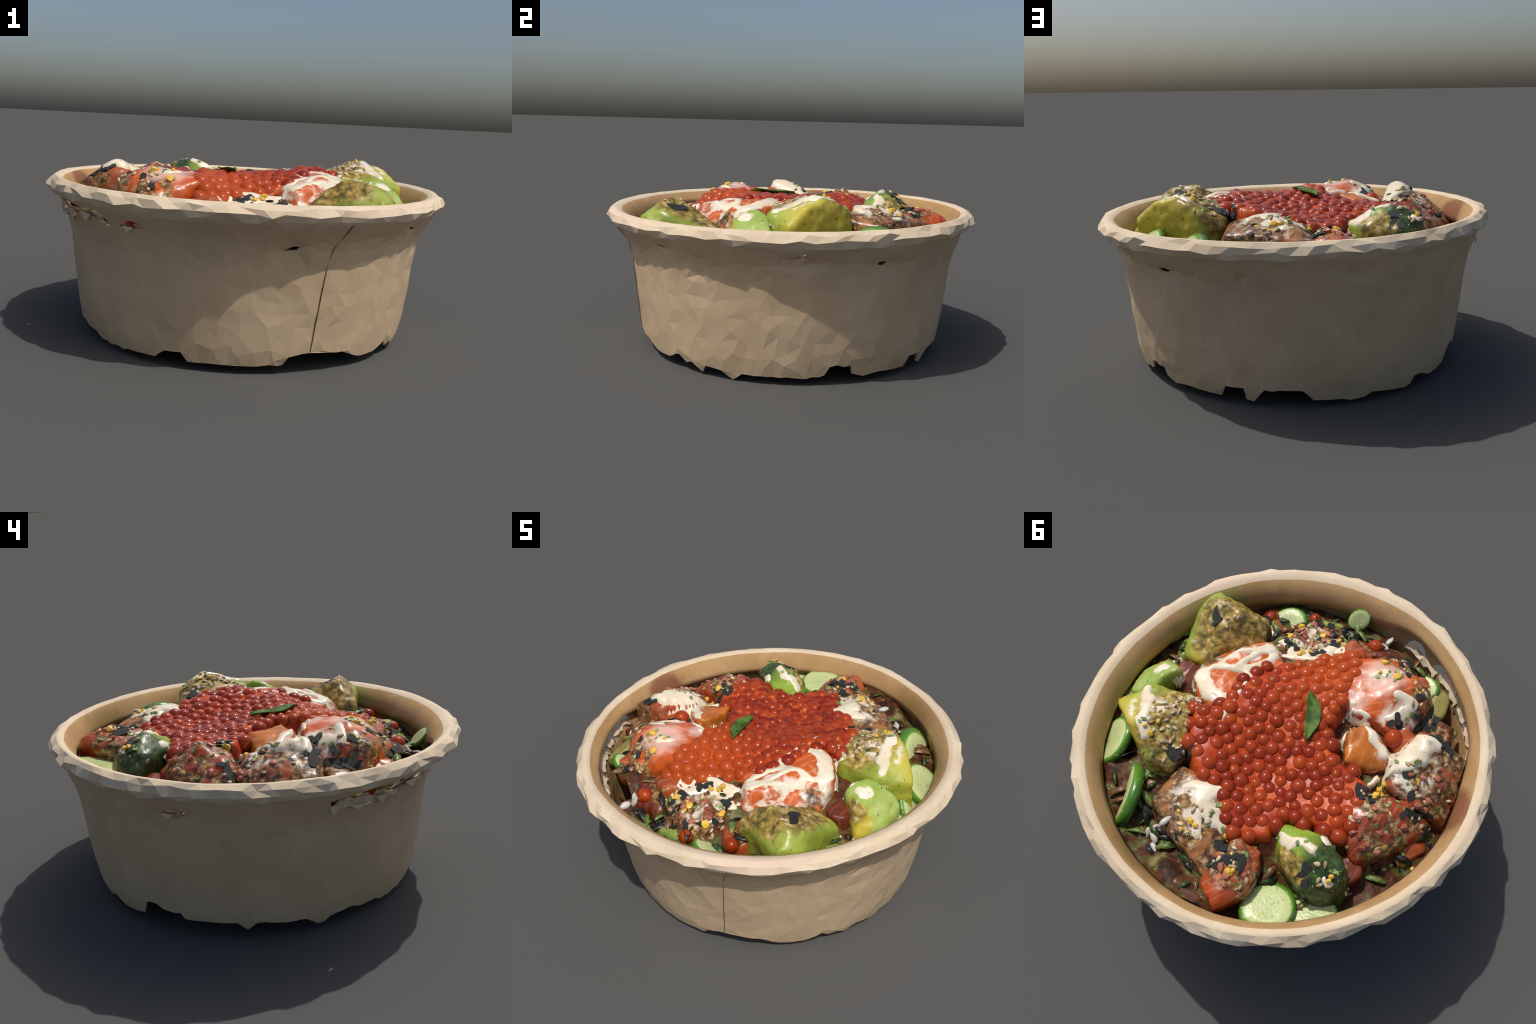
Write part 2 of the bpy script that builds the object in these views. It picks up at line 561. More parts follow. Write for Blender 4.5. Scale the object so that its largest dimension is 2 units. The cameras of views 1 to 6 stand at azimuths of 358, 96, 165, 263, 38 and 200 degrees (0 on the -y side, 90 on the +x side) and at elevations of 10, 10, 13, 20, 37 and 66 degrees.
def build_bed():
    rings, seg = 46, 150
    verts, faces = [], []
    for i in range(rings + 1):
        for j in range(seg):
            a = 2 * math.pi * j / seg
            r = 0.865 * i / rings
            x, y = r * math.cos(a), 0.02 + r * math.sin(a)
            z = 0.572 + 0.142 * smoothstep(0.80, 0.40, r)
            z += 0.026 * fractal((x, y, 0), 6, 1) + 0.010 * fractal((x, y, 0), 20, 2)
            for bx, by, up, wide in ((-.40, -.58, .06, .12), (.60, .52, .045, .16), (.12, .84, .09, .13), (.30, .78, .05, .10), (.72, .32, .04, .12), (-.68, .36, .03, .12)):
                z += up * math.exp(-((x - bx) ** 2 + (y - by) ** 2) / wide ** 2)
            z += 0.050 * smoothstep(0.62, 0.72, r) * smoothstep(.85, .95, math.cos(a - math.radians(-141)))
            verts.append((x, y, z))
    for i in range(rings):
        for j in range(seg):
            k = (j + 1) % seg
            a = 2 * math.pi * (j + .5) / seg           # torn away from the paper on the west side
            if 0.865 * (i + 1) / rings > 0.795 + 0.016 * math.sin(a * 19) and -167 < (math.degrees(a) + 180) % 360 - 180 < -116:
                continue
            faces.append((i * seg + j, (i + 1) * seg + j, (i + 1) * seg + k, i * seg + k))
    ob = mesh_obj("shaded_greens", verts, faces, bed_material(), ROOT, True)
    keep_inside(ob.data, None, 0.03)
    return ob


bed = build_bed()
remember(bed)


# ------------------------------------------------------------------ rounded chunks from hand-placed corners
def chunk(name, corners, mat, soft=6, lumps=0.010, voxel=0.014, seed=0.0, floor=0.53, grow=0.0, drop=0.0):
    bm = bmesh.new()
    cx = sum(c[0] for c in corners) / len(corners)
    cy = sum(c[1] for c in corners) / len(corners)
    for x, y, z in corners:
        bm.verts.new((x + (x - cx) * grow, y + (y - cy) * grow, z - 0.014 - drop))
        if floor is not None:
            bm.verts.new((cx + (x - cx) * 1.04, cy + (y - cy) * 1.04, floor))
    bmesh.ops.convex_hull(bm, input=bm.verts)
    for v in [v for v in bm.verts if not v.link_faces]:
        bm.verts.remove(v)
    me = bpy.data.meshes.new(name)
    bm.to_mesh(me)
    bm.free()
    me.materials.append(mat)
    ob = link(bpy.data.objects.new(name, me), ROOT)
    md = ob.modifiers.new("remesh", "REMESH")
    md.mode = "VOXEL"
    md.voxel_size = voxel
    md = ob.modifiers.new("soften", "SMOOTH")
    md.factor = 0.5
    md.iterations = soft
    apply_modifiers(ob)
    me = ob.data
    for v in me.vertices:
        n = v.normal
        v.co = v.co + n * (0.003 + lumps * fractal(v.co, 9, seed) + lumps * 0.35 * fractal(v.co, 26, seed + 5))
    keep_inside(me)
    me.polygons.foreach_set("use_smooth", [True] * len(me.polygons))
    me.update()
    remember(ob)
    return ob


ORANGE, PINKFAT = (0.62, 0.120, 0.016), (0.82, 0.36, 0.18)
RED = (0.42, 0.060, 0.016)

CHUNKS = {}
CHUNKS["A"] = chunk("avocado_chunk", [(.795, .085, .755), (.66, -.03, .79), (.63, .24, .875), (.57, .16, .875), (.72, .165, .835), (.575, .315, .84), (.53, .36, .80), (.42, .35, .775),
                                      (.38, .25, .80), (.43, .08, .83), (.45, -.03, .80)],
                    avocado_material("avocado_cube", (0.27, 0.33, 0.035), (0.42, 0.47, 0.09), [((.70, .26, .70), .20, .6, .2)],
                                     [((.50, .10, .85), .15, .5, .4), ((.42, .30, .80), .13, .5, .4), ((.53, .24, .86), .10, .6, .4)], [((.44, .36, .78), .08, .5, .3)], films=[((.62, .12, .84), .08, .5, .5)]), seed=1)
CHUNKS["C"] = chunk("avocado_chunk", [(.62, -.09, .81), (.57, -.15, .78), (.66, -.21, .75), (.75, -.07, .735), (.79, -.01, .68), (.75, .01, .72), (.64, -.03, .785), (.80, -.17, .62), (.70, -.26, .62)],
                    avocado_material("avocado_slice", (0.30, 0.42, 0.065), (0.48, 0.58, 0.19), [((.66, -.25, .66), .10, .6, .3)], [((.66, -.22, .70), .06, .6, .6)]), seed=2)
CHUNKS["B"] = chunk("avocado_chunk", [(.395, -.52, .835), (.45, -.555, .835), (.545, -.58, .815), (.61, -.50, .765), (.63, -.29, .665), (.49, -.27, .69), (.42, -.42, .76), (.26, -.49, .71),
                                      (.27, -.59, .715), (.57, -.665, .74), (.64, -.62, .69)],
                    avocado_material("avocado_seared", (0.22, 0.28, 0.030), (0.33, 0.39, 0.06), [((.50, -.30, .70), .09, .6, .3), ((.33, -.45, .74), .10, .6, .3)],
                                     [((.44, -.47, .80), .17, .35, .45), ((.50, -.36, .74), .10, .5, .5), ((.32, -.54, .74), .10, .5, .4)]), seed=3)
CHUNKS["D"] = chunk("avocado_chunk", [(-.32, .55, .84), (-.235, .505, .805), (-.115, .425, .735), (-.34, .425, .765), (-.43, .645, .775), (-.47, .54, .765), (-.30, .68, .74), (-.19, .60, .74),
                                      (-.50, .60, .67), (-.40, .71, .63), (-.49, .66, .62), (-.14, .52, .67)],
                    avocado_material("avocado_rind", (0.24, 0.36, 0.035), (0.36, 0.50, 0.07), [], [((-.22, .62, .74), .09, .5, .5)],
                                     [((-.42, .58, .72), .17, .5, .3), ((-.32, .68, .68), .17, .5, .3)]), seed=4)
CHUNKS["E"] = chunk("salmon_chunk", [(.50, -.14, .775), (.45, -.05, .80), (.35, -.11, .825), (.32, -.34, .80), (.20, -.44, .765), (.08, -.30, .765), (.20, -.03, .81), (.30, .06, .81), (.51, -.30, .655), (.36, -.44, .665), (.20, -.50, .67)],
                    salmon_material("salmon_orange", ORANGE, PINKFAT, [((.47, -.24, .70), .08, .5, .4)], 0.5, films=[((.40, -.26, .72), .13, .5, .4), ((.25, -.38, .72), .11, .5, .4)]), seed=5)
CHUNKS["P"] = chunk("salmon_chunk", [(-.46, -.355, .845), (-.37, -.355, .83), (-.22, -.47, .795), (-.36, -.465, .805), (-.45, -.51, .765), (-.59, -.41, .775), (-.59, -.32, .775), (-.50, -.24, .795),
                                     (-.30, -.17, .80), (-.46, -.15, .765), (-.19, -.22, .80), (-.14, -.40, .77), (-.66, -.38, .64), (-.63, -.24, .66), (-.43, -.59, .70)],
                    salmon_material("salmon_pale", (0.68, 0.120, 0.014), (0.86, 0.34, 0.16), [((-.62, -.36, .70), .15, .5, .5), ((-.43, -.55, .72), .11, .5, .4)], 1.1, 3.0,
                                    [((-.37, -.39, .82), .10, .8, .5), ((-.27, -.22, .80), .06, .8, .4)], [((-.50, -.20, .76), .10, .6, .4)]), seed=6)
CHUNKS["O"] = chunk("salmon_chunk", [(-.28, -.08, .815), (-.36, -.14, .80), (-.50, -.06, .765), (-.50, .02, .75), (-.42, .08, .745), (-.32, .07, .785)],
                    salmon_material("salmon_amber", (0.56, 0.16, 0.018), (0.66, 0.24, 0.05), [], 0.2, films=[((-.46, -.08, .76), .08, .6, .4)]), soft=7, seed=7)
CHUNKS["W"] = chunk("salmon_chunk", [(-.65, -.10, .84), (-.595, -.18, .80), (-.70, -.185, .79), (-.83, -.14, .735), (-.84, .05, .69), (-.75, .03, .765), (-.83, .19, .63), (-.72, .17, .715), (-.60, .09, .77), (-.52, .02, .76),
                                     (-.51, .13, .75)],
                    salmon_material("salmon_crusted", (0.40, 0.085, 0.025), (0.62, 0.27, 0.15), [((-.74, .02, .74), .17, .4, .3), ((-.60, .12, .74), .12, .5, .4), ((-.75, -.14, .75), .10, .5, .4)], 0.9, 5.0, films=[((-.62, .03, .78), .11, .6, .5)]), seed=8)
CHUNKS["R"] = chunk("salmon_chunk", [(-.517, .305, .82), (-.48, .18, .785), (-.43, .42, .745), (-.48, .49, .69), (-.60, .42, .715), (-.68, .30, .705), (-.78, .23, .635), (-.76, .185, .65), (-.67, .165, .735), (-.33, .30, .77)],
                    salmon_material("salmon_seeded", RED, (0.62, 0.22, 0.13), [((-.60, .38, .72), .13, .6, .5), ((-.72, .22, .68), .10, .5, .4), ((-.50, .22, .78), .08, .5, .5)], 0.3, 7.0), seed=9)
CHUNKS["G"] = chunk("salmon_chunk", [(.022, .872, .725), (.01, .71, .77), (.11, .66, .745), (.03, .54, .745), (-.09, .77, .715), (-.11, .69, .705), (-.09, .57, .715), (.115, .79, .70)],
                    salmon_material("salmon_corner", (0.52, 0.085, 0.018), (0.72, 0.24, 0.12), [((.0, .68, .75), .12, .5, .5), ((-.10, .72, .70), .09, .5, .4)], 0.8, 9.0), soft=6, seed=10)
CHUNKS["F"] = chunk("salmon_chunk", [(.46, .505, .72), (.35, .60, .74), (.30, .44, .79), (.20, .53, .785), (.17, .70, .735), (.10, .76, .71), (.39, .30, .755), (.13, .37, .77), (.06, .52, .75), (.20, .38, .785)],
                    salmon_material("salmon_seared", (0.42, 0.165, 0.050), (0.56, 0.28, 0.13), [((.40, .50, .70), .15, .4, .3), ((.20, .64, .70), .17, .4, .3), ((.34, .36, .76), .12, .5, .4)], 0.7, 11.0, films=[((.22, .48, .77), .13, .6, .5)]), seed=11)
CHUNKS["K"] = chunk("salmon_chunk", [(.088, -.69, .69), (.065, -.75, .65), (.0, -.60, .695), (.155, -.54, .715), (-.065, -.585, .72), (.20, -.50, .72), (-.17, -.62, .685), (-.14, -.50, .74), (.20, -.43, .745)],
                    salmon_material("salmon_seasoned", (0.30, 0.085, 0.030), (0.52, 0.25, 0.14), [((.03, -.62, .69), .20, .4, .3), ((.12, -.52, .71), .10, .5, .4)], 0.4, 13.0, films=[((.02, -.49, .70), .17, .5, .4)]), seed=12, drop=0.035)

for corners, seed in (([(-.62, -.20, .715), (-.75, -.21, .69), (-.76, -.32, .675), (-.62, -.31, .71)], 13), ([(-.15, -.55, .70), (-.30, -.58, .69), (-.40, -.59, .675), (-.32, -.69, .615), (-.15, -.68, .63)], 14)):
    chunk("salmon_chunk", corners, salmon_material("salmon_dark", (0.16, 0.030, 0.014), (0.34, 0.12, 0.07), [(tuple(corners[0]), .14, .5, .5)], 0.3, seed), soft=6, seed=seed)

# low pieces packed between the big ones
FILL = {"salmon": salmon_material("salmon_filler", (0.40, 0.085, 0.022), (0.60, 0.24, 0.12), [], 0.9), "maroon": salmon_material("salmon_shaded", (0.17, 0.035, 0.014), (0.34, 0.12, 0.06), [], 0.4),
        "green": avocado_material("avocado_filler", (0.12, 0.19, 0.025), (0.30, 0.36, 0.08), [], []), "brown": salmon_material("seared_filler", (0.24, 0.11, 0.035), (0.40, 0.24, 0.11), [], 0.7)}
r0 = random.Random(31)
for x, y, rad, z, kind in [(.57, -.20, .085, .69, "maroon"), (.52, .43, .085, .655, "brown"), (.44, .60, .075, .60, "brown"), (-.05, .62, .06, .675, "maroon"), (.26, -.60, .085, .665, "salmon"),
                           (-.53, -.47, .085, .675, "salmon"), (-.46, .51, .07, .68, "maroon"), (.66, .36, .085, .61, "green"), (-.62, .13, .07, .73, "salmon"), (.12, .80, .09, .63, "brown"),
                           (-.64, .42, .085, .59, "green"), (-.70, .31, .085, .64, "salmon"), (-.54, -.13, .075, .755, "salmon"), (-.20, -.53, .085, .735, "salmon"), (.62, -.36, .08, .63, "green"), (.30, -.70, .07, .60, "maroon"), (-.02, -.72, .07, .62, "green")]:
    corners = []
    for k in range(7):
        a = 2 * math.pi * k / 7 + r0.uniform(-.3, .3)
        q = rad * r0.uniform(.8, 1.15)
        corners.append((x + q * math.cos(a), y + q * math.sin(a), z - r0.uniform(0, .03)))
    corners.append((x + r0.uniform(-.3, .3) * rad, y + r0.uniform(-.3, .3) * rad, z + .012))
    chunk({"green": "avocado_chunk"}.get(kind, "salmon_chunk"), corners, FILL[kind], soft=5, seed=x * 9 + y * 5)

# ------------------------------------------------------------------ mound of roe: smooth height through measured points
MOUND = [(.09, .185, .752), (.0, .30, .740), (.12, .32, .758), (-.10, -.10, .795), (.135, .447, .775), (.284, .234, .806), (.365, .048, .820), (.28, .04, .818), (-.31, .32, .765), (-.23, -.46, .782), (.08, -.382, .745), (-.15, -.41, .778),
         (-.09, -.42, .732), (-.009, -.404, .733), (.117, -.298, .762), (.0, -.30, .765), (.25, -.18, .812), (-.24, -.18, .805), (-.20, -.06, .798), (-.24, .03, .785), (-.36, .10, .772), (-.45, .14, .768), (-.46, .22, .785), (-.42, .36, .765),
         (-.20, .38, .745), (-.10, .45, .742), (-.05, .54, .740), (.08, .53, .748), (.17, .46, .770), (.39, .23, .802), (.42, .05, .815), (0, 0, .785), (-.1, .2, .755), (.1, -.15, .803), (-.05, -.22, .792), (.2, .1, .79)]
MP = np.array(MOUND)


def tps_fit(p):
    n = len(p)
    d = np.hypot(p[:, None, 0] - p[None, :, 0], p[:, None, 1] - p[None, :, 1])
    K = np.where(d > 0, d ** 2 * np.log(np.maximum(d, 1e-9)), 0) + np.eye(n) * 2e-3
    Q = np.c_[np.ones(n), p[:, :2]]
    A = np.block([[K, Q], [Q.T, np.zeros((3, 3))]])
    return np.linalg.solve(A, np.r_[p[:, 2], 0, 0, 0])


TW = tps_fit(MP)


def mound_height(x, y):
    d = np.hypot(MP[:, 0] - x, MP[:, 1] - y)
    k = np.where(d > 0, d ** 2 * np.log(np.maximum(d, 1e-9)), 0)
    return float(k @ TW[:-3] + TW[-3] + TW[-2] * x + TW[-1] * y)


ROE_EDGE = [(.41, .14), (.43, .01), (.33, .02), (.27, -.06), (.26, -.18), (.19, -.29), (.11, -.37), (-.02, -.39), (-.14, -.45), (-.23, -.49), (-.29, -.45), (-.25, -.34), (-.25, -.20), (-.20, -.08), (-.24, .03),
            (-.33, .09), (-.44, .13), (-.46, .22), (-.43, .34), (-.41, .41), (-.34, .41), (-.26, .39), (-.11, .43), (-.11, .52), (-.04, .54), (.08, .53), (.17, .46), (.15, .39), (.23, .35), (.31, .33), (.39, .23)]


def inside_distance(x, y, poly):
    """signed distance to the outline, positive inside"""
    best, inside = 9.0, False
    n = len(poly)
    for i in range(n):
        x1, y1 = poly[i]
        x2, y2 = poly[(i + 1) % n]
        if (y1 > y) != (y2 > y) and x < (x2 - x1) * (y - y1) / (y2 - y1) + x1:
            inside = not inside
        t = max(0, min(1, ((x - x1) * (x2 - x1) + (y - y1) * (y2 - y1)) / ((x2 - x1) ** 2 + (y2 - y1) ** 2)))
        best = min(best, math.hypot(x - x1 - t * (x2 - x1), y - y1 - t * (y2 - y1)))
    return best if inside else -best


def gel_material():
    m = Nodes("roe_gel")
    c = m.ramp(m.noise(11, 3), [(0.3, (0.34, 0.028, 0.007)), (0.5, (0.48, 0.058, 0.009)), (0.7, (0.62, 0.11, 0.016))])
    return m.finish(c, 0.38, bump=m.noise(40, 2), bump_strength=0.2, bump_dist=0.006, Specular_IOR_Level=0.3)


def build_gel():
    step = 0.0125
    ids, verts, faces = {}, [], []
    nx = int(1.2 / step)
    for i in range(nx + 1):
        for j in range(nx + 1):
            x, y = -0.6 + i * step, -0.6 + j * step + 0.03
            s = inside_distance(x, y, ROE_EDGE)
            if s < -0.05:
                continue
            drop = 0.17 * smoothstep(0.020, -0.045, s)
            ids[i, j] = len(verts)
            verts.append((x, y, mound_height(x, y) - 0.003 - drop + 0.004 * fractal((x, y, 0), 16, 3)))
    for (i, j) in ids:
        q = [(i, j), (i + 1, j), (i + 1, j + 1), (i, j + 1)]
        if all(k in ids for k in q):
            faces.append([ids[k] for k in q])
    return mesh_obj("roe_gel", verts, faces, gel_material(), ROOT, True)


gel = build_gel()
remember(gel)

# ------------------------------------------------------------------ cucumber, rind and leaf pieces down the sides
RIND_DARK, RIND, FLESH = (0.035, 0.10, 0.014), (0.10, 0.24, 0.03), (0.50, 0.58, 0.26)


def cucumber_material(name, flesh, rind, speck):
    m = Nodes(name)                   # a disc in its own space: radius 1, axis z
    sep = m.n("ShaderNodeSeparateXYZ")
    m.set(sep.inputs[0], m.coord)
    r = m.math("SQRT", m.math("ADD", m.math("MULTIPLY", sep.outputs[0], sep.outputs[0]), m.math("MULTIPLY", sep.outputs[1], sep.outputs[1])))
    c = m.ramp(r, [(0.0, tuple(0.92 * v for v in flesh)), (0.45, flesh), (0.80, tuple(min(1, 1.12 * v) for v in flesh)), (0.88, rind), (1.0, tuple(0.6 * v for v in rind))])
    c = speckled(m, c, [(6, 0.64, speck), (12, 0.68, (0.05, 0.06, 0.02))])
    return m.finish(c, 0.3, bump=m.noise(9, 3), bump_strength=0.25, bump_dist=0.01, Coat_Weight=0.35)


MAT_CUKE = cucumber_material("cucumber", (0.52, 0.60, 0.27), (0.10, 0.28, 0.025), (0.36, 0.44, 0.14))
MAT_PICKLE = cucumber_material("pickled_cucumber", (0.32, 0.28, 0.09), (0.20, 0.19, 0.05), (0.10, 0.08, 0.03))


def slice_mesh(name, mat, thick, wobble, seed):
    seg = 40
    prof = [(0.0, thick), (0.5, thick * 1.02), (0.9, thick), (0.98, thick * 0.6), (1.0, 0), (0.98, -thick * 0.6), (0.9, -thick), (0.5, -thick), (0.0, -thick)]
    verts, faces = [], []
    n = len(prof)
    for j in range(seg):
        a = 2 * math.pi * j / seg
        for r, z in prof:
            w = 1 + wobble * math.sin(2 * a + seed) * r
            verts.append((r * w * math.cos(a), r * w * math.sin(a), z + 0.08 * wobble * r * r * math.cos(2 * a + seed)))
    for j in range(seg):
        for k in range(n - 1):
            faces.append((j * n + k, j * n + k + 1, ((j + 1) % seg) * n + k + 1, ((j + 1) % seg) * n + k))
    me = bpy.data.meshes.new(name)
    me.from_pydata(verts, [], faces)
    me.polygons.foreach_set("use_smooth", [True] * len(me.polygons))
    me.materials.append(mat)
    bm = bmesh.new()
    bm.from_mesh(me)
    bmesh.ops.remove_doubles(bm, verts=bm.verts, dist=1e-5)
    bmesh.ops.recalc_face_normals(bm, faces=bm.faces)
    bm.to_mesh(me)
    bm.free()
    return me


SLICE = slice_mesh("cucumber_slice", MAT_CUKE, 0.16, 0.06, 0.4)
PICKLE = slice_mesh("pickle_slice", MAT_PICKLE, 0.20, 0.14, 1.4)


def place_slice(mesh, name, centre, normal, radius, spin=0.0, squash=1.0):
    ob = link(bpy.data.objects.new(name, mesh.copy()), ROOT)
    q = Vector(normal).normalized().to_track_quat("Z", "Y")
    ob.matrix_world = Matrix.Translation(centre) @ q.to_matrix().to_4x4() @ Matrix.Rotation(spin, 4, "Z") @ Matrix.Diagonal((radius, radius * squash, radius, 1))
    keep_inside(ob.data, ob.matrix_world.copy())
    return ob


for c, n, r, s, q in [((-.19, .785, .625), (.05, -.22, 1), .125, .3, 1.0), ((-.385, .745, .595), (.15, -.2, 1), .125, 1.1, .95),
                      ((.615, .47, .575), (.80, .12, .42), .165, .2, 1.0), ((.775, .24, .615), (.62, .1, .7), .125, 1.9, 1.0), ((.80, .12, .56), (.8, .1, .6), .14, .8, .9),
                      ((.79, -.10, .585), (.5, -.1, .85), .11, 2.2, .9), ((.20, -.69, .575), (.1, .35, .9), .10, .5, .9), ((.70, -.44, .53), (-.6, .4, .7), .15, .5, .9),
                      ((-.56, -.50, .62), (.3, .3, .9), .085, .5, .8), ((-.15, -.80, .62), (.1, .75, .6), .07, .9, .8), ((.10, .79, .575), (.1, -.4, 1), .08, .9, .9)]:
    place_slice(SLICE, "cucumber_slice", c, n, r, s, q)
for c, n, r, s, q in [((.43, .705, .505), (.55, .60, .42), .15, -.5, .40), ((.36, .66, .525), (.55, .60, .5), .13, -.5, .5), ((-.62, .44, .55), (-.2, .5, .9), .13, .6, .55),
                      ((-.69, .38, .55), (-.5, .3, .9), .11, .9, .6), ((-.655, -.42, .625), (-.3, -.2, .9), .10, -.7, .55), ((-.725, -.28, .625), (-.5, -.1, .9), .07, -1.0, .6),
                      ((.56, -.36, .58), (.6, -.1, .8), .13, .9, .5)]:
    place_slice(PICKLE, "pickle_slice", c, n, r, s, q)

# ------------------------------------------------------------------ draping on everything built so far
verts, tris = [], []
for vs, fs in SURFACES:
    base = len(verts)
    verts += vs
    tris += [tuple(i + base for i in f) for f in fs]
BVH = BVHTree.FromPolygons(verts, tris)


def ground(x, y):
    hit = BVH.ray_cast(Vector((x, y, 2)), Vector((0, 0, -1)))
    return hit[0], hit[1]


def seg_distance(p, a, b):
    ax, ay = a
    bx, by = b
    l2 = (bx - ax) ** 2 + (by - ay) ** 2
    t = 0 if l2 == 0 else max(0, min(1, ((p[0] - ax) * (bx - ax) + (p[1] - ay) * (by - ay)) / l2))
    return math.hypot(p[0] - ax - t * (bx - ax), p[1] - ay - t * (by - ay)), t


def drape(name, strokes, mat, thick=0.016, step=0.009, rag=0.3, seed=0.0):
    """Runny sauce: strokes are lists of (x, y, half width); the sheet follows what lies below."""
    xs = [q[0] for s in strokes for q in s]
    ys = [q[1] for s in strokes for q in s]
    x0, x1, y0, y1 = min(xs) - .08, max(xs) + .08, min(ys) - .08, max(ys) + .08
    nx, ny = int((x1 - x0) / step), int((y1 - y0) / step)
    H, M = {}, {}
    for i in range(nx + 1):
        for j in range(ny + 1):
            x, y = x0 + i * step, y0 + j * step
            m = -9
            for s in strokes:
                for a, b in zip(s[:-1], s[1:]) if len(s) > 1 else [(s[0], s[0])]:
                    d, t = seg_distance((x, y), a[:2], b[:2])
                    m = max(m, 1 - d / (a[2] * (1 - t) + b[2] * t))
            m += rag * (fractal((x, y, 0), 22, seed, 2))
            if m > -0.45:
                g, nn = ground(x, y)
                if g is not None:
                    H[i, j], M[i, j] = g.z, m - 1.2 * smoothstep(0.55, 0.25, nn.z)
    H0 = dict(H)
    for (i, j), h in H0.items():                     # stay off the foot of a cliff
        top = max(H0.get((i + a, j + b), h) for a in (-4, -2, 0, 2, 4) for b in (-4, -2, 0, 2, 4))
        near = max(H0.get((i + a, j + b), h) for a in (-1, 0, 1) for b in (-1, 0, 1))
        if near - h > 0.026:                         # hang over the brink as a short lip
            H[i, j] = near - 0.026
        else:
            M[i, j] -= 1.2 * smoothstep(0.035, 0.060, top - h)
    for _ in range(2):
        H2 = {}
        for (i, j), h in H.items():
            nb = [H[k] for k in ((i + 1, j), (i - 1, j), (i, j + 1), (i, j - 1)) if k in H]
            H2[i, j] = max(h - 0.002, 0.5 * h + 0.5 * sum(nb) / len(nb)) if nb else h
        H = H2
    for _ in range(3):                               # let the sheet sag smoothly over brinks
        H = {k: 0.5 * h + 0.125 * sum(H.get(q, h) for q in ((k[0] + 1, k[1]), (k[0] - 1, k[1]), (k[0], k[1] + 1), (k[0], k[1] - 1))) if abs(H0[k] - h) > 0.004 else h for k, h in H.items()}
    ids, verts, faces = {}, [], []
    for (i, j), m in M.items():
        t = smoothstep(-0.12, 0.55, m)
        lift = -0.010 + (thick + 0.010) * t if m > -0.12 else -0.010 + 0.03 * (m + 0.12)
        ids[i, j] = len(verts)
        verts.append((x0 + i * step, y0 + j * step, H[i, j] + lift))
    for (i, j) in ids:
        q = [(i, j), (i + 1, j), (i + 1, j + 1), (i, j + 1)]
        if all(k in ids for k in q) and max(M[k] for k in q) > -0.3:
            zs = [H[k] for k in q]
            if max(zs) - min(zs) < 0.05:
                faces.append([ids[k] for k in q])
    return mesh_obj(name, verts, faces, mat, ROOT, True)


def sauce_material():
    m = Nodes("creamy_sauce")
    c = m.mix(m.step(m.noise(9, 3), 0.35, 0.7), (0.85, 0.77, 0.60), (0.78, 0.65, 0.45))
    c = speckled(m, c, [(60, 0.70, (0.35, 0.30, 0.13)), (75, 0.72, (0.10, 0.09, 0.05))])
    return m.finish(c, 0.28, bump=m.noise(25, 2), bump_strength=0.1, bump_dist=0.006, Coat_Weight=0.3, Subsurface_Weight=0.1, Subsurface_Scale=0.02)


MAT_SAUCE = sauce_material()
W1, W2, W3 = .019, .027, .036
SAUCE = [
    [[(.476, -.128, .03), (.421, -.21, .03), (.353, -.213, W2), (.266, -.235, W2), (.20, -.30, W2), (.16, -.37, W2)],
     [(.437, -.164, W2), (.387, -.084, W2), (.32, -.042, W3), (.265, -.045, W3), (.252, -.115, W2), (.237, -.20, W2)],
     [(.265, -.045, W2), (.268, .048, .02)], [(.405, -.264, W1), (.332, -.334, W1), (.24, -.355, W2), (.187, -.405, W3)],
     [(.485, -.117, W2), (.43, -.08, W2), (.376, -.036, W2)], [(.47, -.15, W2), (.47, -.20, W1)], [(.30, -.24, W2), (.24, -.36, W1)], [(.40, -.21, W2), (.37, -.31, W1)], [(.45, -.11, W3), (.44, -.18, W2)]],
    [[(.20, -.40, W3), (.105, -.43, W3), (-.027, -.435, W2), (-.134, -.50, W3), (-.10, -.55, W3)], [(.162, -.50, W3), (.089, -.48, W2), (-.008, -.464, W2), (-.088, -.545, W3), (-.11, -.60, .03)]],
    [[(-.33, -.39, .03), (-.37, -.41, .035)], [(-.27, -.215, .02)]],
    [[(-.46, -.31, W2), (-.53, -.30, .04), (-.507, -.215, .045), (-.46, -.20, W3)], [(-.274, -.169, W3), (-.266, -.069, W2), (-.265, .04, .02)], [(-.274, -.175, W3), (-.351, -.158, .032), (-.412, -.085, .03), (-.48, -.026, W2), (-.536, -.013, W2)]],
    [[(-.573, -.052, .055), (-.62, -.085, .065), (-.637, -.033, .05), (-.535, .0, .04)], [(-.605, -.133, W2), (-.70, -.12, W2)], [(-.466, .117, W2), (-.487, .084, W2), (-.527, .037, W2), (-.598, .013, W2)]],
    [[(.318, .41, W2), (.262, .375, .04), (.16, .385, .035)], [(.197, .408, .05), (.239, .455, .055), (.16, .504, .05), (.105, .527, W3)], [(.239, .47, .03), (.20, .59, .03)]],
    [[(.674, .01, W2), (.63, .085, .035), (.612, .19, .035), (.565, .255, .03)], [(.45, .0, W2), (.384, -.042, W2), (.294, -.022, W2)]],
    [[(.675, -.114, .028), (.65, -.14, .04)], [(.585, -.13, W2)]],
    [[(-.148, .488, W2), (-.207, .516, W3), (-.265, .500, W3), (-.31, .53, W2)], [(-.34, .445, W2), (-.36, .456, W2)]],
    [[(-.396, .623, W1), (-.431, .646, W2)]],
    [[(.672, -.305, .03), (.70, -.28, .025)]],
]
for i, s in enumerate(SAUCE):
    sauce = drape("sauce_drizzle", s, MAT_SAUCE, thick=0.018 if i == 4 else 0.008, rag=0.45, seed=i + 1.0)
    remember(sauce)

verts, tris = [], []
for vs, fs in SURFACES:
    base = len(verts)
    verts += vs
    tris += [tuple(i + base for i in f) for f in fs]
BVH = BVHTree.FromPolygons(verts, tris)

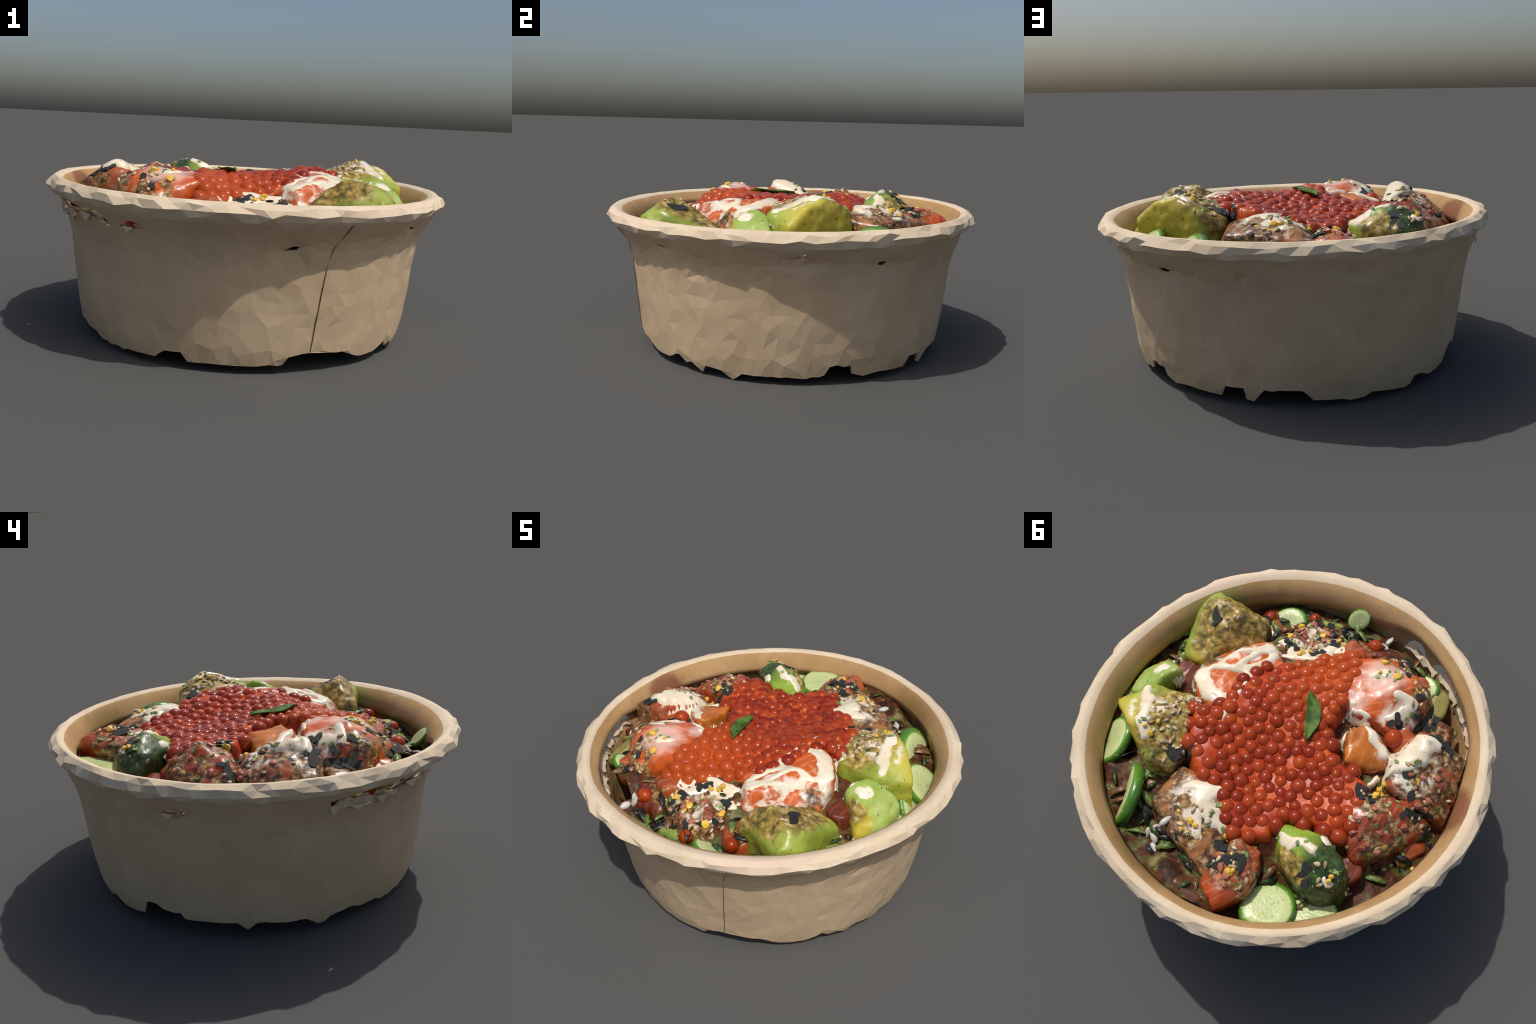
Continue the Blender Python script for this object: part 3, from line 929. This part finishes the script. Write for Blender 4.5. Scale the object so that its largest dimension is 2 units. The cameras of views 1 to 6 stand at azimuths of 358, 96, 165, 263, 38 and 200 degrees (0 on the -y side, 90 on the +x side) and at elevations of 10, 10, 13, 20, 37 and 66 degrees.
# ------------------------------------------------------------------ roe
def roe_material():
    m = Nodes("salmon_roe")
    lw = m.n("ShaderNodeLayerWeight")
    lw.inputs["Blend"].default_value = 0.45
    info = m.n("ShaderNodeObjectInfo").outputs["Random"]
    d = m.n("ShaderNodeVectorMath", operation="DISTANCE")
    m.set(d.inputs[0], m.n("ShaderNodeObjectInfo").outputs["Location"])
    d.inputs[1].default_value = (-.14, -.36, .77)
    fresh = m.step(m.math("ADD", d.outputs["Value"], m.math("MULTIPLY", info, 0.16)), 0.42, 0.18)   # paler eggs beside the salmon
    core = m.mix(info, (0.25, 0.015, 0.005), (0.50, 0.050, 0.010))
    core = m.mix(fresh, core, (0.64, 0.105, 0.014))
    edge = m.mix(info, (0.50, 0.062, 0.010), (0.70, 0.130, 0.018))
    shade = m.ramp(lw.outputs["Facing"], [(0.0, (0.55, 0.55, 0.55)), (0.30, (0.05, 0.05, 0.05)), (0.62, (0.25, 0.25, 0.25)), (0.90, (1, 1, 1))])  # facing ramp paints translucent rim and inner reflection into the egg colour
    c = m.mix(shade, core, edge)
    c = m.mix(m.step(lw.outputs["Facing"], 0.80, 1.0), c, (0.66, 0.165, 0.028))
    c = m.mix(m.step(m.noise(1.1, 1, vec=m.stretch((1, 1, 1), loc=(.3, .2, .1))), 0.45, 0.62, 0.0, 0.4), c, edge)
    return m.finish(c, 0.07, Specular_IOR_Level=0.35, Coat_Weight=0.3, Coat_Roughness=0.06, Transmission_Weight=0.35, IOR=1.36)


def ball_mesh(name, mat, sub=3):
    me = bpy.data.meshes.new(name)
    bm = bmesh.new()
    bmesh.ops.create_icosphere(bm, subdivisions=sub, radius=1.0)
    for f in bm.faces:
        f.smooth = True
    bm.to_mesh(me)
    bm.free()
    me.materials.append(mat)
    return me


ROE = ball_mesh("salmon_roe", roe_material())
pts = []
r0 = random.Random(5)
pitch = 0.0595                                       # loose hexagonal packing, shaken and pushed apart
for i in range(-10, 11):
    for j in range(-12, 13):
        x = (i + 0.5 * (j % 2)) * pitch + r0.uniform(-.5, .5) * pitch
        y = j * pitch * 0.866 + r0.uniform(-.55, .55) * pitch + 0.03
        if inside_distance(x, y, ROE_EDGE) > 0.004:
            pts.append((x, y, r0.uniform(.037, .048)))
for _ in range(10):
    new = []
    for i, (x, y, r) in enumerate(pts):
        dx = dy = 0.0
        for k, (a, b, q) in enumerate(pts):
            if k != i:
                d = math.hypot(x - a, y - b) + 1e-6
                if d < 0.72 * (r + q):
                    w = (0.72 * (r + q) - d) / d * 0.2
                    dx += (x - a) * w
                    dy += (y - b) * w
        p = (x + dx, y + dy)
        new.append((*p, r) if inside_distance(*p, ROE_EDGE) > -0.004 else (x, y, r))
    pts = new


def add_roe(x, y, z, r):
    ob = link(bpy.data.objects.new("salmon_roe", ROE), ROOT)
    ob.matrix_world = Matrix.Translation((x, y, z)) @ Matrix.Rotation(r0.uniform(0, 6), 4, Vector((r0.uniform(-1, 1), r0.uniform(-1, 1), 1)).normalized()) @ \
        Matrix.Diagonal((r, r * r0.uniform(.94, 1.02), r * r0.uniform(.92, 1.0), 1))


for x, y, r in pts:
    g, _ = ground(x, y)
    add_roe(x, y, max(mound_height(x, y), g.z + 0.003) - r + r0.uniform(.008, .018), r)
for i, (x, y) in enumerate(ROE_EDGE):                # eggs spilling over the southern brim
    x2, y2 = ROE_EDGE[(i + 1) % len(ROE_EDGE)]
    if y > -.28 or y2 > -.28 or x < -.20 or x > .08:
        continue
    for t in (0.2, 0.7):
        for out in (.008, .040):
            qx, qy = x + (x2 - x) * (t + out * 5), y + (y2 - y) * t - out
            g, _ = ground(qx, qy)
            add_roe(qx, qy, g.z - .012, r0.uniform(.038, .045))
for x, y, r in [(-.496, -.124, .045), (-.273, -.644, .040), (.29, -.66, .038), (.07, -.73, .036)]:
    g, n = ground(x, y)
    if g:
        add_roe(x, y, g.z - r * 0.1, r)

# ------------------------------------------------------------------ green leaf on the roe
def build_leaf():
    m = Nodes("herb_leaf")
    c = m.mix(m.step(m.noise(18, 3), 0.35, 0.65), (0.035, 0.085, 0.012), (0.12, 0.20, 0.035))
    mat = m.finish(c, 0.6, Specular_IOR_Level=0.2)
    spine = [(-.066, -.205, .0), (-.082, -.170, .022), (-.108, -.130, .036), (-.120, -.080, .036), (-.128, -.03, .032), (-.122, .035, .008)]
    verts, faces = [], []
    for i, (x, y, w) in enumerate(spine):
        z = mound_height(x, y) + 0.024 + 0.006 * math.sin(i * 1.7)
        for k, s in enumerate((-1, -.5, 0, .5, 1)):
            for t in (.003, -.003):
                verts.append((x + s * w, y + 0.15 * s * w, z - 0.010 * (1 - s * s) + t + 0.004 * math.sin(i * 2.1 + k)))
    n = 10
    for i in range(len(spine) - 1):
        for k in range(4):
            a, b = i * n + k * 2, i * n + k * 2 + 2
            faces.append((a, b, b + n, a + n))
            faces.append((a + 1, a + n + 1, b + n + 1, b + 1))
        faces.append((i * n, i * n + n, i * n + n + 1, i * n + 1))
        faces.append((i * n + 8, i * n + 9, i * n + n + 9, i * n + n + 8))
    ob = mesh_obj("herb_leaf", verts, faces, mat, ROOT, True)
    md = ob.modifiers.new("sub", "SUBSURF")
    md.levels = md.render_levels = 2
    apply_modifiers(ob)


build_leaf()

# ------------------------------------------------------------------ seasoning that can be picked apart
def flake_mesh(name, mat, n, thick, seed, stretch=1.0):
    r1 = random.Random(seed)
    top, bot, faces = [], [], []
    for k in range(n):
        a = 2 * math.pi * k / n
        r = r1.uniform(.6, 1.0)
        x, y = r * math.cos(a) * stretch, r * math.sin(a)
        z = 0.07 * math.sin(a * 2 + seed)
        top.append((x, y, z + thick))
        bot.append((x, y, z - thick))
    verts = top + bot + [(0, 0, thick * 1.8), (0, 0, -thick)]
    for k in range(n):
        j = (k + 1) % n
        faces += [(k, j, 2 * n), (n + j, n + k, 2 * n + 1), (k, n + k, n + j, j)]
    me = bpy.data.meshes.new(name)
    me.from_pydata(verts, [], faces)
    me.materials.append(mat)
    return me


def seed_mesh(name, mat):
    me = ball_mesh(name, mat, 2)
    for v in me.vertices:
        t = v.co.x
        w = 1 - 0.35 * smoothstep(-0.2, 1.0, t)
        v.co = Vector((t, v.co.y * 0.58 * w, v.co.z * 0.36 * w))
    return me


def tinted(name, a, b, rough=0.45, coat=0.2):
    m = Nodes(name)
    info = m.n("ShaderNodeObjectInfo").outputs["Random"]
    return m.finish(m.mix(info, a, b), rough, Coat_Weight=coat)


SESAME = [seed_mesh("sesame_seed", tinted("sesame", (0.66, 0.53, 0.32), (0.34, 0.22, 0.11)))]
NORI_MAT = plain_material("seaweed", (0.010, 0.013, 0.013), (0.026, 0.029, 0.024), 60, 0.55, 0.0, 0.5)
NORI = [flake_mesh("seaweed_flake", NORI_MAT, 11, .035, s, st) for s, st in ((1, 1.5), (2, 1.0), (3, 2.2), (4, 1.3))]
EGG_MAT = tinted("egg_crumb", (0.80, 0.52, 0.04), (0.72, 0.40, 0.05))
EGG = [flake_mesh("egg_crumb", EGG_MAT, 6, .45, s, 1.2) for s in (4, 5)]
HERB_MAT = tinted("herb", (0.10, 0.19, 0.035), (0.28, 0.38, 0.10))
HERB = [flake_mesh("herb_flake", HERB_MAT, 5, .10, s, 1.3) for s in (6, 7)]
CRUMB_MAT = tinted("fish_crumb", (0.48, 0.17, 0.10), (0.30, 0.06, 0.03))
CRUMB = [flake_mesh("fish_crumb", CRUMB_MAT, 6, .40, s, 1.2) for s in (8, 9)]
RICE_MAT = tinted("rice", (0.66, 0.62, 0.56), (0.46, 0.42, 0.36), 0.4)
RICE = [seed_mesh("rice_grain", RICE_MAT)]
r0 = random.Random(77)


def sprinkle(name, meshes, x, y, size, tilt=0.35, sink=0.0):
    g, n = ground(x, y)
    if g is None or math.hypot(x, y) > 0.86:
        return
    ob = link(bpy.data.objects.new(name, r0.choice(meshes)), ROOT)
    up = (n + Vector((r0.uniform(-1, 1), r0.uniform(-1, 1), 0)) * tilt).normalized()
    q = up.to_track_quat("Z", "Y").to_matrix().to_4x4()
    s = size * r0.uniform(.8, 1.2)
    ob.matrix_world = Matrix.Translation(g + n * (s * 0.15 - sink)) @ q @ Matrix.Rotation(r0.uniform(0, 6.28), 4, "Z") @ Matrix.Diagonal((s, s * r0.uniform(.8, 1.2), s, 1))


def scatter(name, meshes, patches, size, share=0.7, tilt=0.35):
    for cx, cy, rad, count in patches:
        for _ in range(math.ceil(count * share)):
            a, d = r0.uniform(0, 6.283), rad * math.sqrt(r0.random())
            sprinkle(name, meshes, cx + d * math.cos(a), cy + d * math.sin(a), size, tilt)


scatter("sesame_seed", SESAME, [(.50, .14, .09, 26), (.46, .04, .06, 10), (.45, .27, .08, 14), (.05, -.60, .16, 34), (-.55, .20, .12, 9), (-.50, .36, .10, 8), (-.70, .05, .12, 12), (.02, .70, .10, 14),
                              (.27, .55, .12, 14), (-.40, .60, .10, 8), (-.42, -.50, .08, 12), (-.58, -.36, .08, 7), (.45, -.50, .09, 6), (-.72, .20, .08, 7), (.55, .72, .06, 3)], .0155, 0.95)
scatter("seaweed_flake", NORI, [(.36, .27, .035, 6), (.43, .30, .05, 3), (.07, .60, .03, 4), (.08, .69, .03, 4), (.0, .68, .06, 5), (-.45, .17, .05, 7), (.03, -.60, .15, 16), (.14, -.50, .03, 4), (-.60, -.30, .07, 14),
                                (-.48, -.20, .03, 4), (-.70, -.12, .05, 6), (-.74, .21, .05, 4), (-.34, .60, .08, 4), (.45, -.50, .10, 2), (-.62, .12, .12, 5), (-.45, -.52, .08, 6), (-.10, .80, .05, 4)], .023, 0.95, 0.10)
scatter("egg_crumb", EGG, [(-.53, .12, .035, 6), (-.48, .18, .03, 4), (.01, .705, .025, 4), (.24, .58, .04, 3), (-.05, .56, .02, 2), (.09, .57, .03, 2), (-.11, -.58, .03, 3), (.04, -.46, .03, 3), (.14, -.55, .02, 2), (-.42, .61, .03, 2),
                           (-.72, .40, .04, 2), (.05, -.64, .08, 3), (.53, .20, .06, 3), (-.40, -.45, .08, 3)], .016)
scatter("herb_flake", HERB, [(.50, .25, .12, 14), (.0, -.58, .18, 16), (-.60, .10, .14, 14), (.20, .52, .12, 12), (-.38, -.44, .08, 8), (-.5, -.28, .06, 4), (-.35, .55, .12, 10), (.03, .68, .10, 6), (-.60, .38, .10, 6)], .013)
scatter("fish_crumb", CRUMB, [(.03, -.62, .12, 12), (-.55, .32, .12, 14), (.0, .74, .08, 5), (-.68, .08, .10, 8)], .018)
scatter("rice_grain", RICE, [(-.35, -.70, .06, 9), (.42, .64, .05, 4), (-.55, -.62, .06, 4), (.38, .60, .05, 3)], .030)


# ------------------------------------------------------------------ shreds of leaf and rind in the gaps
def shred_mesh(name, mat, seed):
    r1 = random.Random(seed)
    n, verts, faces = 7, [], []
    bend, twist = r1.uniform(-1.4, 1.4), r1.uniform(-.6, .6)
    for i in range(n):
        t = i / (n - 1)
        w = 0.34 * math.sin(math.pi * (0.08 + 0.84 * t)) * r1.uniform(.8, 1.1)
        a = bend * (t - .5)
        cx, cy = (t - .5) * 2 * math.cos(a * .5), math.sin(a) * .6
        cz = 0.30 * (1 - (2 * t - 1) ** 2)
        for sgn in (-1, 1):
            for th in (.05, -.05):
                verts.append((cx - sgn * w * math.sin(a), cy + sgn * w * math.cos(a), cz + sgn * w * math.sin(twist) + th))
    for i in range(n - 1):
        b, c = i * 4, i * 4 + 4
        faces += [(b, b + 2, c + 2, c), (b + 1, c + 1, c + 3, b + 3), (b, c, c + 1, b + 1), (b + 2, b + 3, c + 3, c + 2)]
    faces += [(0, 1, 3, 2), (n * 4 - 4, n * 4 - 2, n * 4 - 1, n * 4 - 3)]
    me = bpy.data.meshes.new(name)
    me.from_pydata(verts, [], faces)
    me.polygons.foreach_set("use_smooth", [True] * len(me.polygons))
    me.materials.append(mat)
    return me


SHRED_MATS = [plain_material("salad_leaf_dark", (0.020, 0.040, 0.010), (0.060, 0.095, 0.020), 3, 0.4, 0.1), plain_material("salad_leaf_green", (0.075, 0.13, 0.022), (0.20, 0.25, 0.06), 3, 0.4, 0.1),
              plain_material("salad_leaf_brown", (0.10, 0.045, 0.016), (0.26, 0.15, 0.06), 3, 0.4, 0.1), plain_material("salad_leaf_black", (0.008, 0.010, 0.009), (0.03, 0.03, 0.022), 3, 0.4, 0.1)]
SHREDS = [shred_mesh("salad_shred", m, 40 + 7 * i + k) for i, m in enumerate(SHRED_MATS) for k in range(3)]
r0 = random.Random(123)
made = 0
for _ in range(1500):
    a, d = r0.uniform(0, 6.283), r0.uniform(.50, .83)
    x, y = d * math.cos(a), 0.02 + d * math.sin(a)
    g, n = ground(x, y)
    if g is None or g.z > 0.655 or n.z < 0.75 or made >= 95:
        continue
    s = r0.uniform(.028, .060)
    if d + s > .845:
        continue
    ob = link(bpy.data.objects.new("salad_shred", r0.choice(SHREDS)), ROOT)
    q = (Vector((0, 0, 1)) + Vector((r0.uniform(-1, 1), r0.uniform(-1, 1), 0)) * .5).normalized().to_track_quat("Z", "Y").to_matrix().to_4x4()
    ob.matrix_world = Matrix.Translation(g + Vector((0, 0, .004))) @ q @ Matrix.Rotation(r0.uniform(0, 6.28), 4, "Z") @ Matrix.Diagonal((s, s, s, 1))
    made += 1
